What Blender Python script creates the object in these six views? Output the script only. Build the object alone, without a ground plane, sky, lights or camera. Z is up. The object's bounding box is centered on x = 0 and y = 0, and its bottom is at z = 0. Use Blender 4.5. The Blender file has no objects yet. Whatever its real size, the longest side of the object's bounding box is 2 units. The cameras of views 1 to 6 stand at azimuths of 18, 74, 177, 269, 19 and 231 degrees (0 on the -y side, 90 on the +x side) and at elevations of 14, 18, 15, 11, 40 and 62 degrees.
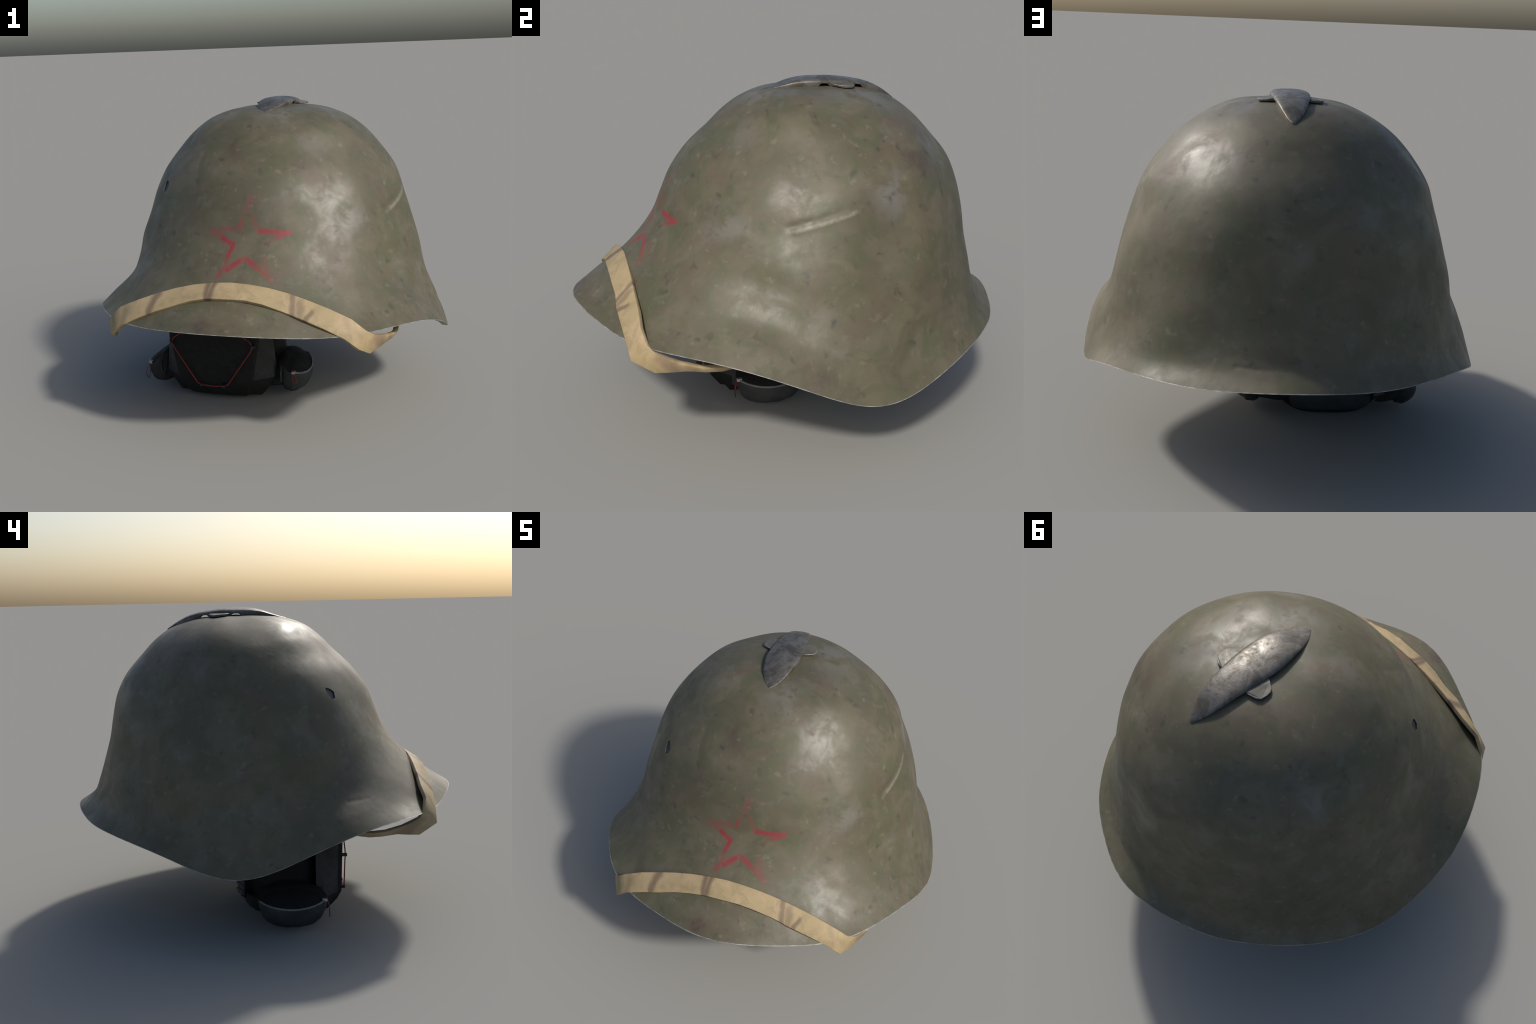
import bpy, bmesh, math, random
import numpy as np
from mathutils import Vector, Matrix

rng = random.Random(36)

# ---------------------------------------------------------------- helmet form
# Meridian control radii of the pressed steel bowl, one row per height level
# (brim edge first, crown last) and one column per 15 degrees of azimuth from
# the peak (0) over the side (90) to the nape (180).  Left/right symmetric.
RADII = np.array([
    (1.124, 1.092, 1.075, 1.031, 0.981, 0.929, 0.884, 0.858, 0.839, 0.828, 0.832, 0.840, 0.858),
    (1.036, 1.034, 1.007, 0.976, 0.940, 0.894, 0.864, 0.838, 0.817, 0.802, 0.785, 0.788, 0.781),
    (0.929, 0.928, 0.915, 0.882, 0.840, 0.839, 0.829, 0.794, 0.777, 0.764, 0.749, 0.744, 0.744),
    (0.833, 0.835, 0.825, 0.806, 0.785, 0.789, 0.775, 0.756, 0.745, 0.726, 0.719, 0.710, 0.712),
    (0.761, 0.762, 0.757, 0.751, 0.746, 0.753, 0.743, 0.730, 0.716, 0.692, 0.687, 0.680, 0.680),
    (0.719, 0.716, 0.705, 0.709, 0.700, 0.712, 0.708, 0.690, 0.683, 0.661, 0.661, 0.655, 0.656),
    (0.673, 0.671, 0.657, 0.660, 0.660, 0.669, 0.666, 0.642, 0.639, 0.624, 0.628, 0.628, 0.630),
    (0.598, 0.603, 0.598, 0.599, 0.607, 0.619, 0.621, 0.606, 0.594, 0.572, 0.578, 0.581, 0.579),
    (0.522, 0.525, 0.529, 0.529, 0.537, 0.550, 0.560, 0.548, 0.534, 0.507, 0.505, 0.507, 0.505),
    (0.439, 0.441, 0.443, 0.456, 0.459, 0.459, 0.462, 0.453, 0.445, 0.429, 0.427, 0.426, 0.426),
    (0.354, 0.356, 0.351, 0.367, 0.372, 0.358, 0.354, 0.355, 0.340, 0.332, 0.337, 0.338, 0.342),
    (0.227, 0.225, 0.228, 0.239, 0.222, 0.205, 0.201, 0.209, 0.193, 0.184, 0.193, 0.194, 0.196),
])
BRIM_HEIGHT = np.array([0.603, 0.583, 0.570, 0.564, 0.521, 0.425, 0.350, 0.389, 0.452, 0.483, 0.500, 0.517, 0.533])
CROWN_Z = 1.512
CENTRE_Y = 0.131
# tightened after checking: hollow the flare above the brim edge, widen the edge itself,
# flatten and fill the crown, fill the upper nape
RADII[0] += np.array([.006, .006, .008, .010, .010, .010, .010, .010, .010, .010, .010, .010, .010])
_hollow = np.array([0, .004, .011, .013, .011, .006, .003, .011, .016, .013, .011, .007, 0])
RADII[1] -= _hollow
RADII[2] -= _hollow * .8
RADII[3] -= _hollow * .35
RADII[1:4, 3] -= .007
RADII[2:4, 4] -= .008
RADII[1:3, 7:9] -= .006
RADII[1, 4] -= .006
RADII[0, 1:] -= .003
RADII[5:9] += np.array([0, 0, 0, 0, 0, 0, 0, .001, .003, .007, .006, .005, .003])
RADII[7:10] -= np.array([0, .001, .003, .006, .007, .004, 0, 0, 0, 0, 0, 0, 0])
N_LEVEL, N_AZ = RADII.shape
_th = np.linspace(0, math.pi, N_AZ)
_cosinv = np.linalg.inv(np.cos(np.outer(_th, np.arange(N_AZ))))
_level = np.append(np.sin(math.pi / 2 * np.linspace(0, 1, N_LEVEL + 1)[:-1] ** 1.3), 1.0)

_c = np.cos(np.arcsin(_level[7:12]))
for _col in range(13):
    _full = RADII[7:12, _col] / _c
    _u = np.arange(5.0)
    _fit = np.polyval(np.polyfit(_u, _full, 2, w=[2, 2, 2, 1.5, .6]), _u)
    RADII[7:12, _col] = _fit * _c
RADII[7] -= .003
RADII[8] -= .008
RADII[9] -= .012
RADII[10] -= .012
RADII[11] -= .004

def azimuth_basis(theta):
    return np.cos(np.outer(np.atleast_1d(theta), np.arange(N_AZ))) @ _cosinv


def catmull(A, s):
    """A: levels x n, s: scalar level parameter 0..N_LEVEL"""
    k = min(int(s), N_LEVEL - 1)
    f = s - k
    a, b, c, d = A[max(k - 1, 0)], A[k], A[k + 1], A[min(k + 2, N_LEVEL)]
    return .5 * (2 * b + (c - a) * f + (2 * a - 5 * b + 4 * c - d) * f * f + (3 * b - a - 3 * c + d) * f ** 3)


def bowl_grid(thetas, levels):
    B = azimuth_basis(thetas)
    R = np.vstack([RADII @ B.T, np.zeros((1, len(thetas)))])
    Zr = B @ BRIM_HEIGHT
    Z = Zr[None] * (1 - _level[:, None]) + CROWN_Z * _level[:, None]
    R = np.array([catmull(R, s) for s in levels])
    Z = np.array([catmull(Z, s) for s in levels])
    return np.stack([R * np.sin(thetas), CENTRE_Y - R * np.cos(thetas), Z], -1)


def bowl_z(x, y):
    """height of the bowl's outer surface above plan point x, y"""
    th = math.atan2(x, CENTRE_Y - y)
    r = math.hypot(x, CENTRE_Y - y)
    lo, hi = 2.0, float(N_LEVEL)
    B = azimuth_basis(th)
    R = np.vstack([RADII @ B.T, [[0.0]]])
    Z = (B @ BRIM_HEIGHT) * (1 - _level[:, None]) + CROWN_Z * _level[:, None]
    for _ in range(30):
        m = (lo + hi) / 2
        if catmull(R, m)[0] > r:
            lo = m
        else:
            hi = m
    return float(catmull(Z, lo)[0])


# ---------------------------------------------------------------- helpers
def link(ob, parent=None):
    bpy.context.scene.collection.objects.link(ob)
    if parent is not None:
        ob.parent = parent
        ob.matrix_parent_inverse = parent.matrix_world.inverted()
    return ob


def mesh_object(name, verts, faces, mat, parent, smooth=True):
    me = bpy.data.meshes.new(name)
    me.from_pydata([tuple(v) for v in verts], [], [tuple(f) for f in faces])
    me.validate()
    bm = bmesh.new()
    bm.from_mesh(me)
    bmesh.ops.recalc_face_normals(bm, faces=bm.faces)
    bm.to_mesh(me)
    bm.free()
    me.materials.append(mat)
    me.polygons.foreach_set('use_smooth', [smooth] * len(me.polygons))
    ob = bpy.data.objects.new(name, me)
    link(ob, parent)
    return ob


def sharp_by_angle(ob, deg):
    ob.data.set_sharp_from_angle(angle=math.radians(deg))


def apply_modifiers(ob):
    dg = bpy.context.evaluated_depsgraph_get()
    me = bpy.data.meshes.new_from_object(ob.evaluated_get(dg))
    old = ob.data
    ob.modifiers.clear()
    ob.data = me
    bpy.data.meshes.remove(old)


def empty(name, loc, label, category):
    e = bpy.data.objects.new(name, None)
    e.location = loc
    e.empty_display_size = 0.1
    link(e)
    e["label"] = label
    e["category"] = category
    bpy.context.view_layer.update()
    return e


def tube(name, pts, radius, mat, parent, closed=False, sides=8, square=False):
    """swept round cord through points"""
    P = [Vector(p) for p in pts]
    n = len(P)
    verts, faces = [], []
    up = None
    for i in range(n):
        a = P[(i - 1) % n] if closed or i > 0 else P[i]
        b = P[(i + 1) % n] if closed or i < n - 1 else P[i]
        t = (b - a).normalized()
        if up is None:
            up = Vector((0, 0, 1)) if abs(t.z) < .9 else Vector((0, 1, 0))
        sx = t.cross(up).normalized()
        up = sx.cross(t).normalized()
        for k in range(sides):
            w = 2 * math.pi * k / sides
            verts.append(P[i] + radius * (math.cos(w) * sx + math.sin(w) * up))
    m = n if closed else n - 1
    for i in range(m):
        for k in range(sides):
            a, b = i * sides + k, i * sides + (k + 1) % sides
            c, d = ((i + 1) % n) * sides + (k + 1) % sides, ((i + 1) % n) * sides + k
            faces.append((a, b, c, d))
    if not closed:
        faces.append(tuple(range(sides)))
        faces.append(tuple((n - 1) * sides + k for k in range(sides)))
    return mesh_object(name, verts, faces, mat, parent)


def smooth_path(pts, per=6, closed=False):
    P = [np.array(p, float) for p in pts]
    n = len(P)
    out = []
    for i in range(n if closed else n - 1):
        g = (lambda j: P[j % n]) if closed else (lambda j: P[min(max(j, 0), n - 1)])
        a, b, c, d = g(i - 1), g(i), g(i + 1), g(i + 2)
        for s in np.arange(per) / per:
            out.append(.5 * (2 * b + (c - a) * s + (2 * a - 5 * b + 4 * c - d) * s * s + (3 * b - a - 3 * c + d) * s ** 3))
    if not closed:
        out.append(P[-1])
    return out


# ---------------------------------------------------------------- node helpers
class Nodes:
    def __init__(self, name):
        self.mat = bpy.data.materials.new(name)
        self.mat.use_nodes = True
        self.nt = self.mat.node_tree
        self.bsdf = self.nt.nodes['Principled BSDF']
        self.co = self.add('ShaderNodeTexCoord').outputs['Object']

    def add(self, kind, **props):
        n = self.nt.nodes.new(kind)
        for k, v in props.items():
            setattr(n, k, v)
        return n

    def put(self, sock, val):
        if hasattr(val, 'is_output'):
            self.nt.links.new(val, sock)
        else:
            sock.default_value = val

    def math(self, op, a, b=0.0, c=0.0, clamp=False):
        n = self.add('ShaderNodeMath', operation=op, use_clamp=clamp)
        for i, v in enumerate((a, b, c)):
            self.put(n.inputs[i], v)
        return n.outputs[0]

    def vmath(self, op, a, b=None, scale=None):
        n = self.add('ShaderNodeVectorMath', operation=op)
        self.put(n.inputs[0], a)
        if b is not None:
            self.put(n.inputs[1], b)
        if scale is not None:
            self.put(n.inputs['Scale'], scale)
        return n.outputs['Value'] if op in ('LENGTH', 'DOT_PRODUCT', 'DISTANCE') else n.outputs['Vector']

    def noise(self, scale, detail=4, rough=.55, co=None, distort=0.0, offset=0.0, stretch=(1, 1, 1)):
        m = self.add('ShaderNodeMapping')
        self.put(m.inputs['Vector'], co if co is not None else self.co)
        m.inputs['Location'].default_value = (offset, offset * 1.7, offset * .6)
        m.inputs['Scale'].default_value = stretch
        n = self.add('ShaderNodeTexNoise')
        self.nt.links.new(m.outputs[0], n.inputs['Vector'])
        n.inputs['Scale'].default_value = scale
        n.inputs['Detail'].default_value = detail
        n.inputs['Roughness'].default_value = rough
        n.inputs['Distortion'].default_value = distort
        return n.outputs['Fac']

    def step(self, v, a, b, lo=0.0, hi=1.0):
        n = self.add('ShaderNodeMapRange', interpolation_type='SMOOTHSTEP')
        self.put(n.inputs['Value'], v)
        for i, x in zip(('From Min', 'From Max', 'To Min', 'To Max'), (a, b, lo, hi)):
            self.put(n.inputs[i], x)
        return n.outputs[0]

    def mix(self, fac, a, b, blend='MIX'):
        n = self.add('ShaderNodeMix', data_type='RGBA', blend_type=blend)
        self.put(n.inputs[0], fac)
        for s, v in ((n.inputs[6], a), (n.inputs[7], b)):
            self.put(s, v if hasattr(v, 'is_output') else (*v, 1.0))
        return n.outputs[2]

    def segment(self, co, A, B):
        """distance from co to the line segment A-B"""
        A, B = Vector(A), Vector(B)
        ab = B - A
        pa = self.vmath('SUBTRACT', co, tuple(A))
        h = self.math('DIVIDE', self.vmath('DOT_PRODUCT', pa, tuple(ab)), ab.length_squared, clamp=True)
        return self.vmath('LENGTH', self.vmath('SUBTRACT', pa, self.vmath('SCALE', tuple(ab), scale=h)))

    def blob(self, centre, radius, co=None):
        d = self.vmath('DISTANCE', co if co is not None else self.co, tuple(centre))
        return self.step(d, 0.0, radius, 1.0, 0.0)

    def bump(self, height, strength, dist=.01):
        n = self.add('ShaderNodeBump')
        n.inputs['Strength'].default_value = strength
        n.inputs['Distance'].default_value = dist
        self.put(n.inputs['Height'], height)
        self.nt.links.new(n.outputs[0], self.bsdf.inputs['Normal'])

    def out(self, color=None, rough=None, metal=None, spec=None):
        for k, v in (('Base Color', color), ('Roughness', rough), ('Metallic', metal), ('Specular IOR Level', spec)):
            if v is not None:
                if isinstance(v, tuple):
                    v = (*v, 1.0)
                self.put(self.bsdf.inputs[k], v)
        return self.mat


# ---------------------------------------------------------------- materials
def paint_material():
    N = Nodes('olive_helmet_paint')
    warp = N.add('ShaderNodeTexNoise')
    N.nt.links.new(N.co, warp.inputs['Vector'])
    warp.inputs['Scale'].default_value = 9
    wv = N.vmath('SUBTRACT', warp.outputs['Color'], (.5, .5, .5))
    wco = N.vmath('ADD', N.co, N.vmath('SCALE', wv, scale=.10))
    big = N.noise(4.5, 5, .6, distort=.8)
    mid = N.noise(9, 5, .6, offset=3.1, distort=.4)
    fine = N.noise(30, 5, .6, offset=7.7, distort=.5)
    green = N.noise(6.5, 4, .55, offset=11.3, distort=.9)
    brown = N.noise(5.6, 4, .55, offset=21.9, distort=.9)
    pale = N.noise(8.5, 5, .6, offset=31.0, distort=.35)
    col = N.mix(N.step(big, .40, .60), (.076, .068, .040), (.099, .087, .055))
    col = N.mix(N.math('MULTIPLY', N.step(green, .44, .64), .65), col, (.066, .070, .034))
    col = N.mix(N.math('MULTIPLY', N.step(brown, .48, .66), .65), col, (.090, .069, .045))
    # worn grey-lilac scuffs where the paint is rubbed
    scuff = None
    for c, r, a in (((.48, -.393, 1.012), .13, .9), ((.608, .242, 1.142), .16, 1.0), ((.697, -.237, .753), .10, .7),
                    ((.237, .14, 1.477), .22, .6), ((.085, -.15, 1.47), .17, .8), ((-.209, -.52, 1.096), .08, .6),
                    ((.267, -.288, 1.347), .14, .5), ((-.529, .29, 1.272), .12, .7), ((-.017, .792, .977), .12, .5),
                    ((.217, .265, 1.472), .2, .7), ((-.784, .091, .637), .10, .5), ((.241, .577, 1.30), .12, .5),
                    ((.436, -.437, .998), .12, .6), ((-.206, -.098, 1.472), .14, .5), ((-.657, .388, .892), .09, .5),
                    ((.54, -.124, 1.223), .12, .4), ((.73, -.10, .70), .12, .35)):
        b = N.math('MULTIPLY', N.blob(c, r, wco), a)
        scuff = b if scuff is None else N.math('MAXIMUM', scuff, b)
    crease = N.step(N.segment(N.vmath('MULTIPLY', N.co, (0, 1, 1)), (0, -.190, 1.002), (0, .100, 1.090)), .001, .013, .75, 0.0)
    crease = N.math('MULTIPLY', crease, N.math('GREATER_THAN', N.vmath('DOT_PRODUCT', N.co, (1, 0, 0)), .3))
    crease = N.math('MULTIPLY', crease, N.step(fine, .35, .58, .25, 1.0))
    scuff = N.math('MULTIPLY', scuff, N.step(pale, .38, .56))
    loose = N.math('MULTIPLY', N.step(pale, .56, .72), .32)
    scuff = N.math('MAXIMUM', scuff, loose)
    col = N.mix(N.math('MULTIPLY', scuff, .85), col, (.142, .133, .116))
    col = N.mix(crease, col, (.19, .172, .135))  # lightened stripe paints the sunlit bank of the dent
    # reddish brown stains
    rust = None
    for c, r, a in (((-.09, -.375, 1.325), .12, .8), ((.485, .403, 1.261), .13, .9), ((-.25, -.49, 1.12), .12, .6),
                    ((.88, -.13, .48), .09, .7), ((-.10, -.95, .63), .09, .8), ((.70, .42, .75), .16, .5),
                    ((.36, .48, 1.30), .14, .5), ((-.30, .80, .72), .15, .4), ((.21, .03, 1.49), .12, .4)):
        b = N.math('MULTIPLY', N.blob(c, r, wco), a)
        rust = b if rust is None else N.math('MAXIMUM', rust, b)
    rust = N.math('MULTIPLY', rust, N.step(mid, .38, .55))
    col = N.mix(N.math('MULTIPLY', rust, .9), col, (.068, .046, .036))
    # dark specks and pale nicks
    specks = N.step(N.noise(19, 4, .55, offset=7.7, distort=.3), .56, .74)
    col = N.mix(N.math('MULTIPLY', specks, N.step(mid, .40, .60, .15, .85)), col, (.044, .041, .028))
    nick = N.noise(24, 3, .55, offset=44, distort=.2)
    col = N.mix(N.math('MULTIPLY', N.step(nick, .60, .76), .40), col, (.17, .155, .112))
    # hand painted outline star on the brow, worn in places
    flat = N.vmath('MULTIPLY', N.co, (1, 0, 1))
    flat = N.vmath('ADD', flat, N.vmath('SCALE', N.vmath('MULTIPLY', wv, (1, 0, 1)), scale=.012))
    strokes = (  # (x, z) start, (x, z) end, half width, strength
        ((.039, 1.125), (.042, 1.086), .014, .34), ((.025, 1.075), (.010, 1.035), .014, .20),
        ((.008, 1.027), (-.001, .990), .013, .60), ((-.145, .976), (-.029, .990), .016, .40),
        ((-.135, .968), (-.090, .958), .018, .36), ((-.080, .948), (-.024, .924), .015, .95),
        ((-.024, .922), (-.041, .872), .014, .95), ((-.041, .870), (-.048, .828), .013, .55),
        ((-.048, .825), (-.072, .795), .013, .60), ((-.031, .824), (.018, .856), .015, .95),
        ((.018, .857), (.043, .868), .014, .65), ((.045, .866), (.094, .839), .015, .80),
        ((.094, .838), (.149, .806), .015, .58), ((.149, .806), (.176, .784), .012, .42),
        ((.132, .866), (.151, .815), .013, .34), ((.100, .983), (.172, .976), .015, .95),
        ((.172, .975), (.231, .972), .014, .90), ((.228, .969), (.178, .953), .013, .80),
        ((.176, .951), (.141, .933), .013, .25), ((.057, 1.045), (.090, .982), .014, .34))
    star = None
    for a, b, w, s in strokes:
        d = N.segment(flat, (a[0], 0, a[1]), (b[0], 0, b[1]))
        v = N.step(d, w * .25, w * 1.25, s, 0.0)
        star = v if star is None else N.math('MAXIMUM', star, v)
    sep = N.add('ShaderNodeSeparateXYZ')
    N.nt.links.new(N.co, sep.inputs[0])
    star = N.math('MULTIPLY', star, N.math('LESS_THAN', sep.outputs['Y'], -.2))
    star = N.math('MULTIPLY', star, N.step(fine, .30, .55, .6, 1.0))
    col = N.mix(star, col, (.20, .022, .028))
    rough = N.math('ADD', N.step(pale, .36, .64, .60, .45), N.math('MULTIPLY', scuff, -.06))
    soft = N.noise(13, 3, .5, offset=15.0, distort=.3)
    h = N.math('ADD', N.math('MULTIPLY', soft, .8), N.math('MULTIPLY', N.noise(40, 3, .5, offset=2.0), .10))
    N.bump(h, .16, .010)
    return N.out(col, rough, .0, .5)


def simple_material(name, a, b, scale, rough, metal=0.0, bump=.2, spec=.5, dist=.004):
    N = Nodes(name)
    n1 = N.noise(scale, 6, .65, distort=.6)
    n2 = N.noise(scale * 3.7, 5, .65, offset=5.0)
    col = N.mix(N.step(n1, .35, .65), a, b)
    h = N.math('ADD', n1, N.math('MULTIPLY', n2, .5))
    N.bump(h, bump, dist)
    return N.out(col, N.step(n2, .3, .7, rough - .06, rough + .08), metal, spec)


def steel_material(name='worn_bare_steel'):
    N = Nodes(name)
    n1 = N.noise(11, 7, .7, distort=.8)
    n2 = N.noise(34, 6, .7, offset=4)
    n3 = N.noise(16, 5, .6, offset=9)
    col = N.mix(N.step(n1, .36, .62), (.070, .064, .054), (.150, .142, .130))
    col = N.mix(N.math('MULTIPLY', N.step(n3, .52, .70), .7), col, (.095, .080, .055))
    col = N.mix(N.math('MULTIPLY', N.step(n2, .54, .68), .7), col, (.050, .052, .048))
    N.bump(N.math('ADD', n1, N.math('MULTIPLY', n2, .5)), .25, .006)
    return N.out(col, N.step(n2, .35, .65, .36, .54), .5, .5)


def strap_material():
    N = Nodes('tan_leather_strap')
    n1 = N.noise(6, 5, .6, distort=.5)
    n2 = N.noise(17, 5, .65, offset=3, distort=.6)
    col = N.mix(N.step(n1, .35, .65), (.31, .24, .132), (.36, .275, .162))
    col = N.mix(N.math('MULTIPLY', N.step(n2, .46, .66), .6), col, (.235, .185, .098))
    col = N.mix(N.math('MULTIPLY', N.step(n2, .46, .28), .5), col, (.40, .28, .175))
    wn = N.add('ShaderNodeTexNoise')
    N.nt.links.new(N.co, wn.inputs['Vector'])
    wn.inputs['Scale'].default_value = 14
    co = N.vmath('ADD', N.co, N.vmath('SCALE', N.vmath('SUBTRACT', wn.outputs['Color'], (.5, .5, .5)), scale=.03))
    co = N.vmath('MULTIPLY', co, (1, 0, 1))
    stain = None
    for a, b, w, s in (((-.115, .79), (-.085, .70), .020, .85), ((-.075, .79), (-.080, .70), .017, .85),
                       ((-.355, .71), (-.385, .64), .020, .75), ((.288, .75), (.300, .66), .018, .70),
                       ((.325, .70), (.335, .65), .022, .55), ((.345, .62), (.380, .665), .016, .75),
                       ((-.52, .62), (-.53, .55), .022, .4), ((.66, .54), (.67, .46), .03, .55),
                       ((-.66, .54), (-.67, .46), .03, .55), ((.52, .64), (.56, .58), .016, .2)):
        v = N.step(N.segment(co, (a[0], 0, a[1]), (b[0], 0, b[1])), w * .2, w * 1.3, s, 0.0)
        stain = v if stain is None else N.math('MAXIMUM', stain, v)
    col = N.mix(stain, col, (.115, .080, .058))
    N.bump(N.math('ADD', n1, N.math('MULTIPLY', n2, .6)), .35, .008)
    return N.out(col, .62, 0.0, .35)


M_PAINT = paint_material()
M_STEEL = steel_material()
M_EDGE = simple_material('chipped_brim_edge', (.13, .125, .105), (.30, .29, .27), 18, .45, .2, .3)
M_TAB = simple_material('worn_olive_steel', (.085, .080, .062), (.115, .110, .092), 16, .5, .2, .3)
M_TABEDGE = simple_material('rubbed_tab_edge', (.12, .115, .095), (.19, .185, .165), 18, .5, .2, .3)
M_STRAP = strap_material()
M_BLACK = simple_material('black_pack_fabric', (.0085, .0088, .0088), (.0120, .0122, .0120), 10, .78, 0, .3, .25)
M_GREY = simple_material('charcoal_pack_fabric', (.022, .024, .026), (.036, .038, .040), 8, .68, 0, .4, .3, .01)
M_PIPE = simple_material('grey_zip_piping', (.11, .113, .118), (.17, .175, .18), 20, .45, 0, .1)
M_METAL = simple_material('pale_zip_metal', (.40, .40, .40), (.55, .55, .54), 20, .35, .5, .05)
M_BUCKLE = simple_material('dull_buckle_plastic', (.030, .028, .028), (.048, .045, .044), 20, .55, 0, .1)
M_RED = simple_material('red_elastic_cord', (.17, .010, .012), (.23, .015, .017), 40, .55, 0, .2)
M_HOLE = simple_material('dark_hole_floor', (.028, .029, .034), (.042, .043, .049), 30, .5, .2, .2)
M_DARKCORD = simple_material('black_pull_loop', (.012, .012, .013), (.02, .02, .02), 30, .6, 0, .1)

# ================================================================ HELMET
helmet = empty('steel_helmet', (0, CENTRE_Y, .34), 'worn olive steel army helmet with faded red star', 'helmet')


def groove(P, axis, sign, A, B, width, depth, lip, lip_shift):
    """dent along A-B seen along one axis: signed offset along the surface normal"""
    flat = np.ones(3)
    flat[axis] = 0
    side = (sign * P[..., axis] > .1)
    A, B, P = np.array(A) * flat, np.array(B) * flat, P * flat
    ab = B - A
    L = np.linalg.norm(ab)
    t = np.clip(((P - A) @ ab) / L ** 2, 0, 1)
    near = A + t[..., None] * ab
    d = P - near
    dist = np.linalg.norm(d, axis=-1)
    taper = np.clip((1.02 - t) * 1.5, 0, 1) ** .8 * np.clip(t * 12 + .2, 0, 1)
    taper = taper * (.75 + .25 * np.sin(t * 23) * np.sin(t * 9 + 1))
    ridge = lip * np.exp(-(dist / width) ** 2)
    low = A + t[..., None] * ab + np.array([0, 0, -lip_shift])
    dl = np.linalg.norm(P - low, axis=-1)
    return side * taper * (ridge - depth * np.exp(-(dl / (width * 1.3)) ** 2))


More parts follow.
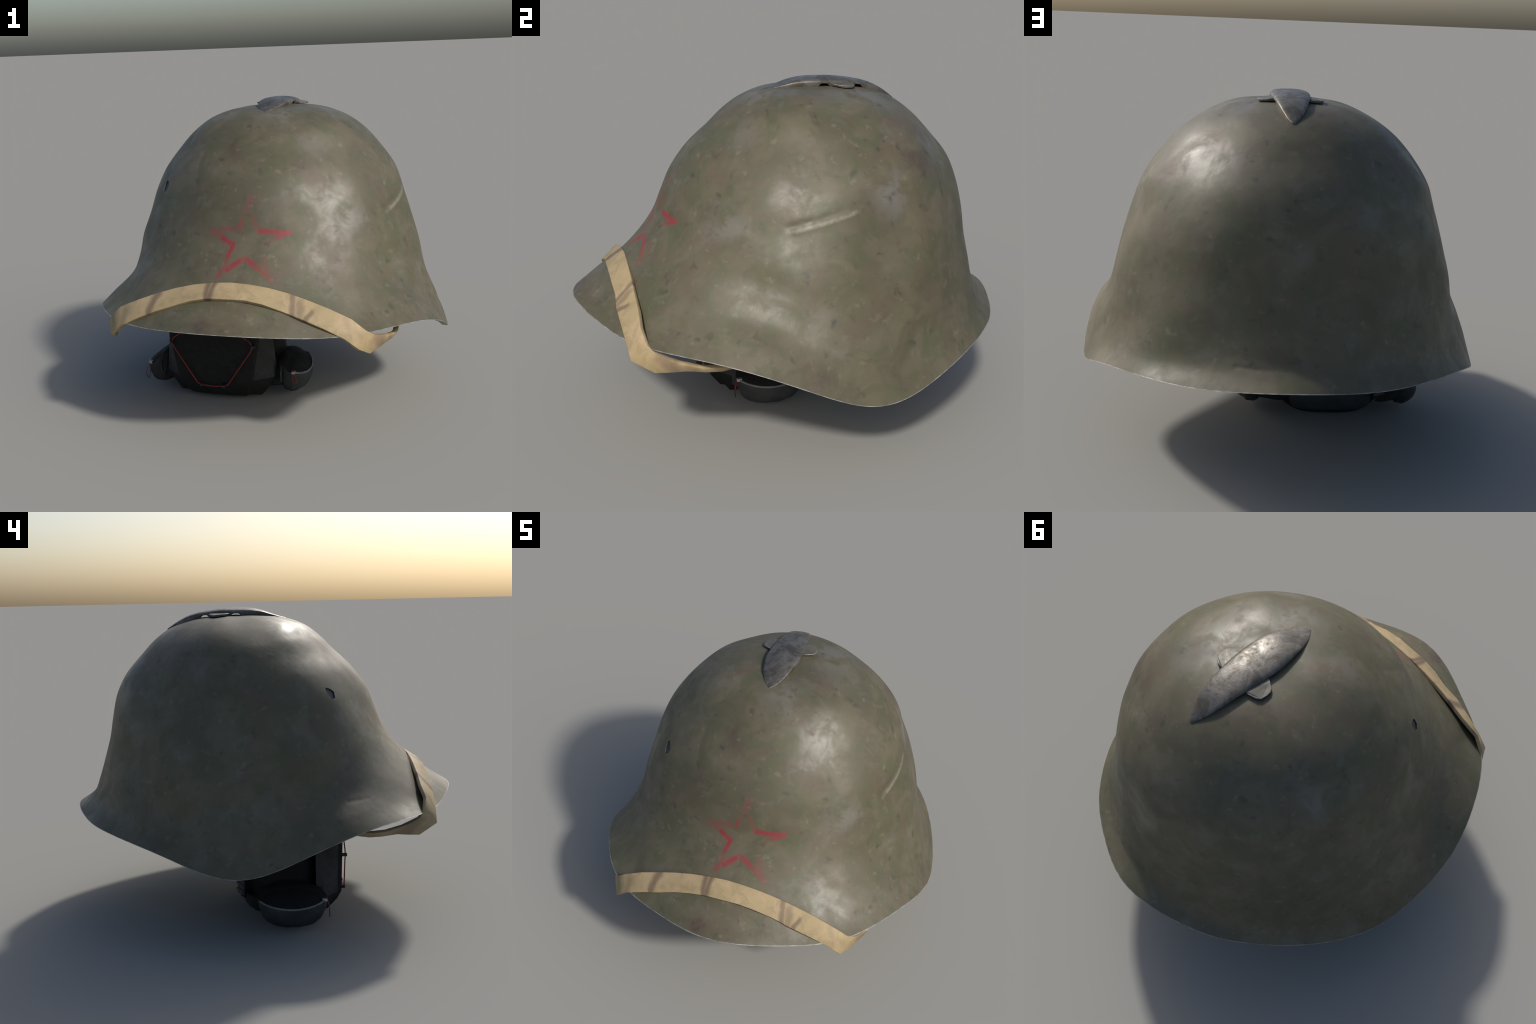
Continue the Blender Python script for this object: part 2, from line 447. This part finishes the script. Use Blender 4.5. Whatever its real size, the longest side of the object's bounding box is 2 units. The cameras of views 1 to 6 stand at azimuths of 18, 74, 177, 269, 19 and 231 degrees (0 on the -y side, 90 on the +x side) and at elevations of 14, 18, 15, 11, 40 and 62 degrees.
def build_shell():
    nth, nlev = 640, 210
    th = np.linspace(0, 2 * math.pi, nth, endpoint=False)
    lv = N_LEVEL * (np.linspace(0, 1, nlev + 1)[:-1])
    lv = np.concatenate([[0.0, .065, .13], lv[3:]])
    G = bowl_grid(th, lv)
    # normals by finite difference on the grid
    dth = np.roll(G, -1, 1) - np.roll(G, 1, 1)
    dlv = np.gradient(G, axis=0)
    Nn = np.cross(dth, dlv)
    Nn /= np.linalg.norm(Nn, axis=-1, keepdims=True) + 1e-12
    off = groove(G, 0, 1, (.64, -.190, 1.004), (.62, .140, 1.104), .011, .0050, .0028, -.018)
    off += groove(G, 1, 1, (.213, .880, .594), (.021, .913, .592), .006, .0035, .001, .004)
    off += groove(G, 0, -1, (-.721, -.362, .662), (-.670, -.491, .668), .006, .0022, .0006, .004)
    G = G + Nn * off[..., None]
    thick = .028
    nin = 36
    lin = np.concatenate([[0.0, .25], N_LEVEL * np.linspace(0, 1, nin + 1)[2:-1]])
    Gi = bowl_grid(th, lin)
    dthi = np.roll(Gi, -1, 1) - np.roll(Gi, 1, 1)
    Ni = np.cross(dthi, np.gradient(Gi, axis=0))
    Ni /= np.linalg.norm(Ni, axis=-1, keepdims=True) + 1e-12
    Ni[:3, :, 2] *= np.array([0, .3, .7])[:, None]
    Ni /= np.linalg.norm(Ni, axis=-1, keepdims=True) + 1e-12
    Gi = Gi - Ni * thick
    Gi[0, :, 2] += .002
    verts = [tuple(v) for v in G.reshape(-1, 3)]
    no = len(verts)
    verts.append((0, CENTRE_Y, CROWN_Z))
    apex = no
    base = len(verts)
    verts += [tuple(v) for v in Gi.reshape(-1, 3)]
    verts.append((0, CENTRE_Y, CROWN_Z - thick))
    apex_in = len(verts) - 1
    faces, edge = [], []
    for i in range(len(lv) - 1):
        for j in range(nth):
            k = (j + 1) % nth
            faces.append((i * nth + j, i * nth + k, (i + 1) * nth + k, (i + 1) * nth + j))
            edge.append(1 if i == 0 else 0)
    for j in range(nth):
        k = (j + 1) % nth
        faces.append(((len(lv) - 1) * nth + j, (len(lv) - 1) * nth + k, apex))
        edge.append(0)
        faces.append((j, base + j, base + k, k))
        edge.append(1)
    for i in range(len(lin) - 1):
        for j in range(nth):
            k = (j + 1) % nth
            faces.append((base + i * nth + j, base + (i + 1) * nth + j, base + (i + 1) * nth + k, base + i * nth + k))
            edge.append(1 if i == 0 else 0)
    for j in range(nth):
        k = (j + 1) % nth
        faces.append((base + (len(lin) - 1) * nth + k, base + (len(lin) - 1) * nth + j, apex_in))
        edge.append(0)
    me = bpy.data.meshes.new('shell')
    me.from_pydata(verts, [], faces)
    me.materials.append(M_PAINT)
    me.materials.append(M_EDGE)
    me.polygons.foreach_set('material_index', edge)
    me.polygons.foreach_set('use_smooth', [True] * len(faces))
    bm = bmesh.new()
    bm.from_mesh(me)
    bmesh.ops.recalc_face_normals(bm, faces=bm.faces)
    bm.to_mesh(me)
    bm.free()
    ob = link(bpy.data.objects.new('shell', me), helmet)

    # bullet hole in the left temple: shallow punched recess with a dark floor plate
    hit = np.unravel_index(np.argmin(np.linalg.norm(G - np.array((-.469, -.309, 1.136)), axis=-1)), G.shape[:2])
    c, n = Vector(G[hit]), Vector(Nn[hit])
    if n.x > 0:
        n = -n
    ux = n.cross(Vector((0, 0, 1))).normalized()
    uz = ux.cross(n)
    ring = [(1.3 * a, 1.3 * b) for a, b in ((-.020, .012), (-.014, .024), (.006, .017), (.021, .004), (.015, -.020), (-.004, -.026), (-.016, -.012))]
    cv = [c + n * .06 + ux * -a + uz * b for a, b in ring] + [c - n * .011 + ux * -a + uz * b for a, b in ring]
    m = len(ring)
    cf = [tuple(range(m)), tuple(range(2 * m - 1, m - 1, -1))] + [(i, m + i, m + (i + 1) % m, (i + 1) % m) for i in range(m)]
    punch = mesh_object('punch', cv, cf, M_EDGE, None, False)
    mod = ob.modifiers.new('hole', 'BOOLEAN')
    mod.operation = 'DIFFERENCE'
    mod.object = punch
    mod.solver = 'EXACT'
    apply_modifiers(ob)
    bpy.data.objects.remove(punch)
    plug = [c - n * .006 + ux * -a * .99 + uz * b * .99 for a, b in ring] + [c - n * .001 + ux * -a * .99 + uz * b * .99 for a, b in ring]
    m = len(ring)
    pf = [tuple(range(m))] + [(i, m + i, m + (i + 1) % m, (i + 1) % m) for i in range(m)]
    mesh_object('bullet_hole', plug, pf, M_HOLE, helmet, False)

    # split off the bare, chipped brim edge as its own part
    bm = bmesh.new()
    bm.from_mesh(ob.data)
    keep = bm.copy()
    def strip(b, idx):
        bmesh.ops.delete(b, geom=[f for f in b.faces if (f.material_index == 1) != idx], context='FACES')
    strip(bm, False)
    strip(keep, True)
    bm.to_mesh(ob.data)
    rim_me = bpy.data.meshes.new('brim_edge')
    keep.to_mesh(rim_me)
    rim_me.materials.append(M_EDGE)
    rim_me.materials.append(M_EDGE)
    bm.free()
    keep.free()
    rim = link(bpy.data.objects.new('brim_edge', rim_me), helmet)
    sharp_by_angle(rim, 40)
    sharp_by_angle(ob, 60)
    return ob


shell = build_shell()


# ---- comb over the vent on the crown
def build_comb():
    top = np.array([(-.134, 1.492), (-.082, 1.507), (0, 1.535), (.061, 1.546), (.15, 1.548), (.231, 1.544),
                    (.342, 1.525), (.416, 1.494), (.489, 1.447)])
    wid = np.array([(-.134, .006), (-.100, .034), (-.06, .053), (-.024, .066), (.03, .077), (.09, .085), (.16, .085), (.23, .080), (.33, .066), (.40, .050), (.457, .028), (.489, .006)])
    top = np.array(smooth_path(top, 6))
    wid = np.array(smooth_path(wid, 6))
    ys = np.linspace(-.134, .489, 97)
    ts = np.linspace(-1, 1, 25)
    thick = .008
    outer, inner = [], []
    for y in ys:
        w = np.interp(y, wid[:, 0], wid[:, 1])
        zt = np.interp(y, top[:, 0], top[:, 1])
        zd = bowl_z(w, float(y)) - .002
        zl = max(min(zd + .017, zt - .35 * max(zt - zd, 0) - .002), zd - .002)       # lip of the cap
        # the skirt under the lip reaches the bowl except at two small vents beside each bracket
        cut = max(0, 1 - ((y - .128) / .030) ** 2) + max(0, 1 - ((y - .292) / .028) ** 2)
        ze = zd + (zl - .003 - zd) * min(1, 1.15 * cut)
        ro, ri = [], []
        for t in ts:
            a = abs(t)
            if a > .999:                       # foot of the skirt
                ro.append((t * w * .95, y, ze))
                ri.append((t * max(w * .95 - thick, 0), y, ze))
                continue
            u = t / ts[-2]
            x = w * math.sin(u * math.pi / 2)
            z = zl + (zt - zl) * math.cos(u * math.pi / 2) ** .72 if abs(u) < .999 else zl
            ro.append((x, y, z))
            ri.append((x * max(0, 1 - thick / max(w, .012)), y, max(z - thick * .8, ze)))
        outer.append(ro)
        inner.append(ri)
    nt = len(ts)
    V = [p for r in outer for p in r] + [p for r in inner for p in r]
    o2 = len(ys) * nt
    F = []
    for i in range(len(ys) - 1):
        for j in range(nt - 1):
            a = i * nt + j
            F.append((a, a + 1, a + nt + 1, a + nt))
            F.append((o2 + a, o2 + a + nt, o2 + a + nt + 1, o2 + a + 1))
        for j in (0, nt - 1):
            a = i * nt + j
            F.append((a, a + nt, o2 + a + nt, o2 + a))
    for i in (0, len(ys) - 1):
        for j in range(nt - 1):
            a = i * nt + j
            F.append((a, a + 1, o2 + a + 1, o2 + a))
    ob = mesh_object('comb', V, F, M_STEEL, helmet)
    sharp_by_angle(ob, 50)
    return ob


build_comb()


def build_bracket(side, name='vent_bracket'):
    # sloping lug plate between comb and bowl, rounded outer corners
    plan = [(.060, .150), (.082, .160), (.105, .172), (.125, .182), (.135, .195), (.137, .215), (.133, .240), (.120, .252),
            (.100, .260), (.080, .266), (.060, .268)]
    height = lambda x, y: max(1.520 - .026 * (x - .060) / .077, bowl_z(x, y) + .010)
    V, F = [], []
    for x, y in plan:
        z = height(x, y)
        V += [(side * x, y, z + .004), (side * x, y, z - .005)]
    n = len(plan)
    F.append(tuple(2 * i for i in range(n)))
    F.append(tuple(2 * i + 1 for i in reversed(range(n))))
    for i in range(n):
        j = (i + 1) % n
        F.append((2 * i, 2 * j, 2 * j + 1, 2 * i + 1))
    ob = mesh_object(name, V, F, M_TAB, helmet, False)
    edge = [(side * x, y, height(x, y) + .0015) for x, y in plan[1:-1]]
    tube('bracket_edge', edge, .0030, M_TABEDGE, ob)
    return ob


build_bracket(1)
build_bracket(-1)


# ---- chin strap laid over the peak
def build_strap():
    # stations from the middle of the peak to the inside of the bowl:
    # (upper outer corner), (lower outer corner)
    st = [((0, -.758, .773), (0, -.845, .722)), ((.09, -.759, .768), (.085, -.845, .722)), ((.18, -.760, .756), (.170, -.843, .706)),
          ((.27, -.760, .735), (.256, -.836, .676)), ((.363, -.760, .706), (.345, -.832, .645)), ((.458, -.764, .676), (.435, -.824, .607)),
          ((.554, -.770, .637), (.530, -.814, .560)), ((.613, -.752, .584), (.593, -.816, .515)),
          ((.646, -.722, .554), (.624, -.725, .466)), ((.666, -.680, .540), (.652, -.668, .475)),
          ((.689, -.632, .526), (.684, -.607, .488)), ((.708, -.550, .507), (.697, -.535, .482)), ((.716, -.480, .504), (.703, -.472, .481)),
          ((.710, -.400, .510), (.697, -.400, .490)), ((.695, -.320, .530), (.680, -.325, .512))]
    # keep the webbing just clear of the steel where it lies on the peak
    st = [((a[0], a[1] - .006, a[2] + .005), b) if a[0] < .4 else (a, b) for a, b in st]
    st = [(a, (b[0], b[1] - .010, b[2] + .002)) if .3 < b[0] < .56 else (a, b) for a, b in st]
    left = [((-a[0], a[1], a[2]), (-b[0], b[1], b[2])) for a, b in reversed(st[1:])]
    st = left + st
    thick = .019
    U = [Vector(a) for a, b in st]
    L = [Vector(b) for a, b in st]
    V, F = [], []
    n = len(st)
    for i in range(n):
        t = ((U[min(i + 1, n - 1)] + L[min(i + 1, n - 1)]) - (U[max(i - 1, 0)] + L[max(i - 1, 0)])).normalized()
        w = (U[i] - L[i]).normalized()
        nrm = t.cross(w).normalized()      # outward
        V += [U[i], L[i], L[i] - nrm * thick, U[i] - nrm * thick]
    for i in range(n - 1):
        for k in range(4):
            a, b = i * 4 + k, i * 4 + (k + 1) % 4
            F.append((a, b, b + 4, a + 4))
    F.append((0, 1, 2, 3))
    F.append(tuple(4 * (n - 1) + k for k in (3, 2, 1, 0)))
    ob = mesh_object('chin_strap', V, F, M_STRAP, helmet)
    mod = ob.modifiers.new('edge', 'BEVEL')
    mod.width = .0025
    mod.segments = 2
    mod.limit_method = 'ANGLE'
    mod.angle_limit = math.radians(50)
    apply_modifiers(ob)
    sharp_by_angle(ob, 45)
    return ob


build_strap()

# ================================================================ PACK
PX = -.252     # the little pack stands under the helmet, left of its middle
pack = empty('small_black_backpack', (PX, -.12, 0), 'small black backpack with red cord and hip pockets', 'backpack')


def superloft(name, secs, mat, n=48, per=4, cx=PX, parent=pack, smooth=True, wrinkle=0.0):
    """secs: (z, half width, y front, y back, exponent)"""
    S = smooth_path(secs, per)
    V, F = [], []
    for z, hw, yf, yb, e in S:
        yc, hy = (yf + yb) / 2, (yb - yf) / 2
        for k in range(n):
            a = 2 * math.pi * k / n
            c, s = math.cos(a), math.sin(a)
            x = hw * math.copysign(abs(s) ** (2 / e), s)
            y = -hy * math.copysign(abs(c) ** (2 / e), c)
            q = 1 + wrinkle * (math.sin(5 * a + 17 * z) * .6 + math.sin(11 * a - 31 * z) * .4)
            V.append((cx + x * q, yc + y * q, z))
    m = len(S)
    for i in range(m - 1):
        for k in range(n):
            F.append((i * n + k, i * n + (k + 1) % n, (i + 1) * n + (k + 1) % n, (i + 1) * n + k))
    F.append(tuple(range(n)))
    F.append(tuple((m - 1) * n + k for k in range(n)))
    ob = mesh_object(name, V, F, mat, parent, smooth)
    sharp_by_angle(ob, 60)
    return ob


superloft('main_bag', [(0.004, .17, -.25, .03, 3), (.02, .20, -.27, .06, 3), (.07, .25, -.29, .085, 3), (.14, .285, -.27, .110, 3.2), (.25, .288, -.26, .115, 3.2),
                       (.45, .285, -.26, .115, 3.2), (.62, .27, -.25, .12, 3.5), (.72, .23, -.22, .09, 3), (.76, .16, -.15, .04, 2.5)], M_BLACK, wrinkle=.006)


def front_pocket():
    # flat black front panel with bevelled charcoal gussets running back to the bag
    zs = [.028, .09, .135, .20, .28, .36, .46, .56, .62]
    V, F, idx = [], [], []
    for z in zs:
        f = (z - .13) / .25
        fc = min(max(f, 0), 1.6)
        hp = .192 + .046 * fc if z > .12 else .150 + .042 * (z - .028) / .102      # half width of the panel
        yf = -.372 if z > .12 else -.305 - .067 * ((z - .028) / .102) ** .7
        hw = .305 - .026 * min(fc, 1) if z > .12 else .23 + .075 * (z - .028) / .102
        yb = -.235
        gy = -.272
        row = [(-hw, yb), (-hw + .006, gy), (-hp - .012, yf + .022), (-hp, yf), (-hp * .5, yf - .008), (0, yf - .010), (hp * .5, yf - .008), (hp, yf), (hp + .012, yf + .022), (hw - .006, gy), (hw, yb)]
        V.append([(PX + x, y, z) for x, y in row])
    n = len(V[0])
    flat = [p for r in V for p in r]
    for i in range(len(zs) - 1):
        for j in range(n - 1):
            F.append((i * n + j, i * n + j + 1, (i + 1) * n + j + 1, (i + 1) * n + j))
            idx.append(1 if (j < 2 or j >= n - 3) and zs[i] > .11 else 0)
        F.append((i * n, (i + 1) * n, (i + 1) * n + n - 1, i * n + n - 1))
        idx.append(0)
    F.append(tuple(range(n)))
    F.append(tuple((len(zs) - 1) * n + j for j in range(n)))
    idx += [0, 0]
    me = bpy.data.meshes.new('front_pocket')
    me.from_pydata(flat, [], F)
    me.materials.append(M_BLACK)
    me.materials.append(M_GREY)
    me.polygons.foreach_set('material_index', idx)
    bm = bmesh.new()
    bm.from_mesh(me)
    bmesh.ops.recalc_face_normals(bm, faces=bm.faces)
    bm.to_mesh(me)
    bm.free()
    me.polygons.foreach_set('use_smooth', [True] * len(F))
    ob = link(bpy.data.objects.new('front_pocket', me), pack)
    sharp_by_angle(ob, 25)
    return ob


front = front_pocket()

# red elastic cord laced over the front panel
cord = [(-.150, .395), (-.205, .358), (-.221, .332), (-.205, .300), (-.083, .121), (-.060, .112), (0, .107), (.060, .112), (.083, .121),
        (.205, .300), (.221, .332), (.205, .358), (.150, .395), (.05, .455), (-.05, .455)]
bulge = lambda x, z: -.388 - (.010 if z < .2 else 0)
tube('red_cord', [(PX + x, bulge(x, z), z) for x, z in cord], .0031, M_RED, pack, closed=True)
for x, z in ((-.221, .332), (.221, .332), (-.060, .112), (.060, .112)):
    c = Vector((PX + x, bulge(x, z) + .006, z))
    V = [c + Vector((a * .007, b * .014, d * .007)) for a in (-1, 1) for b in (-1, 1) for d in (-1, 1)]
    F = [(0, 1, 3, 2), (4, 6, 7, 5), (0, 4, 5, 1), (2, 3, 7, 6), (0, 2, 6, 4), (1, 5, 7, 3)]
    mesh_object('cord_loop', V, F, M_DARKCORD, pack, False)


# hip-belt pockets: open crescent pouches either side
def hip_pocket(side):
    cx, cy = PX + side * .372, -.112
    ax, ay = .079, .158
    nu, nv = 40, 12
    V, F = [], []
    rim_z = lambda a: .150 + .020 * math.cos(a) ** 2 - .018 * max(0, side * math.sin(a)) + .070 * max(0, -side * math.sin(a))
    for j in range(nv + 1):
        f = j / nv                         # 0 mouth .. 1 bottom
        for k in range(nu):
            a = 2 * math.pi * k / nu
            sc = math.cos(f * math.pi / 2) ** .62 if f < 1 else 0.0
            bul = 1 + .12 * math.sin(math.pi * min(f * 1.6, 1))
            x = cx + ax * sc * bul * math.sin(a) - side * .012 * f
            y = cy - ay * sc * (1 + .05 * bul) * math.cos(a)
            z = rim_z(a) + (.022 - rim_z(a)) * math.sin(f * math.pi / 2)
            w = .004 * math.sin(9 * a + 4 * f) * f * (1 - f) * 4
            V.append((x + w, y + w, z))
    for j in range(nv):
        for k in range(nu):
            a, b = j * nu + k, j * nu + (k + 1) % nu
            F.append((a, b, b + nu, a + nu))
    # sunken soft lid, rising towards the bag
    base, rings = len(V), 6
    for j in range(1, rings + 1):
        f = j / rings
        for k in range(nu):
            a = 2 * math.pi * k / nu
            sc = (1 - f) if j < rings else 0.0
            x = cx + ax * sc * math.sin(a) - side * .020 * f
            y = cy - ay * 1.05 * sc * math.cos(a)
            V.append((x, y, rim_z(a) * (1 - f) + .205 * f + .010 * math.sin(f * math.pi)))
    for j in range(rings):
        for k in range(nu):
            k2 = (k + 1) % nu
            lo = (k, k2) if j == 0 else (base + (j - 1) * nu + k, base + (j - 1) * nu + k2)
            F.append((lo[0], lo[1], base + j * nu + k2, base + j * nu + k))
    ob = mesh_object('hip_pocket', V, F, M_GREY, pack)
    ob.data.materials.append(M_BLACK)  # lid blackened to carry the shadow of a hollow mouth
    for p in ob.data.polygons:
        if p.index >= nv * nu:
            p.material_index = 1
    sharp_by_angle(ob, 60)
    # pale zip piping along the outer half of the mouth
    pts = []
    for k in range(17):
        a = math.radians(20 + 140 * k / 16)
        pts.append((cx + side * ax * 1.01 * math.sin(a), cy - ay * 1.05 * math.cos(a), rim_z(side * a) + .002))
    tube('zip_piping', pts, .0055, M_PIPE, ob)
    p0 = Vector(pts[0])
    c = p0
    V = [c + Vector((a * .008, b * .012, d * .006)) for a in (-1, 1) for b in (-1, 1) for d in (-1, 1)]
    F = [(0, 1, 3, 2), (4, 6, 7, 5), (0, 4, 5, 1), (2, 3, 7, 6), (0, 2, 6, 4), (1, 5, 7, 3)]
    mesh_object('zip_slider', V, F, M_METAL, ob, False)
    for s in (-1, 1):
        tube('zip_pull', [p0 + Vector((s * .003, -.010, .002)), p0 + Vector((side * .008 + s * .008, -.020, -.025)), p0 + Vector((side * .012 + s * .010, -.022, -.050))], .0016, M_RED, ob)
    loop = [p0 + Vector((side * .012 + .010 * math.cos(t), -.022, -.050 - .034 * math.sin(t))) for t in np.linspace(0, math.pi, 9)]
    tube('pull_loop', loop, .0016, M_DARKCORD, ob)
    # belt wing that carries the pocket round to the back panel
    wing = []
    for f in np.linspace(0, 1, 9):
        x = PX + side * (.395 - .135 * f ** 1.6)
        y = -.02 + .130 * math.sin(f * math.pi / 2)
        wing.append(((x, y, .175 - .01 * f), (x - side * .02, y - .01, .105 - .01 * f)))
    V, F = [], []
    for (u, l) in wing:
        u, l = Vector(u), Vector(l)
        o = Vector((-side * .022, -.008, 0))
        V += [u, l, l + o, u + o]
    for i in range(len(wing) - 1):
        for k in range(4):
            a, b = i * 4 + k, i * 4 + (k + 1) % 4
            F.append((a, b, b + 4, a + 4))
    F += [(0, 1, 2, 3), tuple(4 * (len(wing) - 1) + k for k in (3, 2, 1, 0))]
    w = mesh_object('belt_wing', V, F, M_BLACK, pack)
    sharp_by_angle(w, 40)
    # padded fin between pocket and bag
    fin = [(-.245, .075, .155), (-.215, .060, .205), (-.14, .050, .235), (-.05, .055, .235), (.02, .070, .205), (.07, .085, .175)]
    V, F = [], []
    for y, zl, zu in fin:
        V += [(PX + side * .262, y, zl), (PX + side * .330, y, zl + .01), (PX + side * .318, y, zu - .02), (PX + side * .285, y, zu)]
    for i in range(len(fin) - 1):
        for k in range(4):
            a, b = i * 4 + k, i * 4 + (k + 1) % 4
            F.append((a, b, b + 4, a + 4))
    F += [(0, 1, 2, 3), tuple(4 * (len(fin) - 1) + k for k in (3, 2, 1, 0))]
    f_ob = mesh_object('belt_fin', V, F, M_BLACK, pack)
    sharp_by_angle(f_ob, 45)
    # short fabric tab at the front end of the mouth
    tz = [(-.262, .195), (-.288, .170), (-.284, .110), (-.262, .120)]
    V = []
    for y, z in tz:
        V += [(cx - side * .040, y, z), (cx - side * .034, y, z)]
    F = [(0, 2, 4, 6), (7, 5, 3, 1)] + [(2 * i, 2 * i + 1, 2 * ((i + 1) % 4) + 1, 2 * ((i + 1) % 4)) for i in range(4)]
    mesh_object('pocket_tab', V, F, M_BUCKLE, ob, False)


hip_pocket(1)
hip_pocket(-1)


def box(name, c, size, mat, parent, rot=0.0):
    R = Matrix.Rotation(rot, 3, 'Z')
    V = [Vector(c) + R @ Vector((a * size[0] / 2, b * size[1] / 2, d * size[2] / 2)) for a in (-1, 1) for b in (-1, 1) for d in (-1, 1)]
    F = [(0, 1, 3, 2), (4, 6, 7, 5), (0, 4, 5, 1), (2, 3, 7, 6), (0, 2, 6, 4), (1, 5, 7, 3)]
    ob = mesh_object(name, V, F, mat, parent, False)
    mod = ob.modifiers.new('edge', 'BEVEL')
    mod.width = min(size) * .2
    mod.segments = 2
    apply_modifiers(ob)
    return ob


# back panel, webbing and ladder-lock buckles
superloft('back_panel', [(.05, .16, .04, .100, 3), (.09, .19, .06, .122, 3.5), (.20, .20, .06, .132, 4), (.45, .19, .06, .132, 4), (.58, .16, .05, .13, 3)], M_GREY)
for side in (-1, 1):
    box('webbing', (PX + side * .222, .122, .190), (.045, .008, .130), M_BLACK, pack, -side * .5)
    b = box('buckle', (PX + side * .228, .132, .180), (.060, .012, .070), M_BUCKLE, pack, -side * .5)
    box('buckle_bar', (PX + side * .231, .140, .166), (.058, .010, .014), M_BUCKLE, b, -side * .5)
    box('buckle_bar', (PX + side * .231, .140, .198), (.058, .010, .012), M_BUCKLE, b, -side * .5)
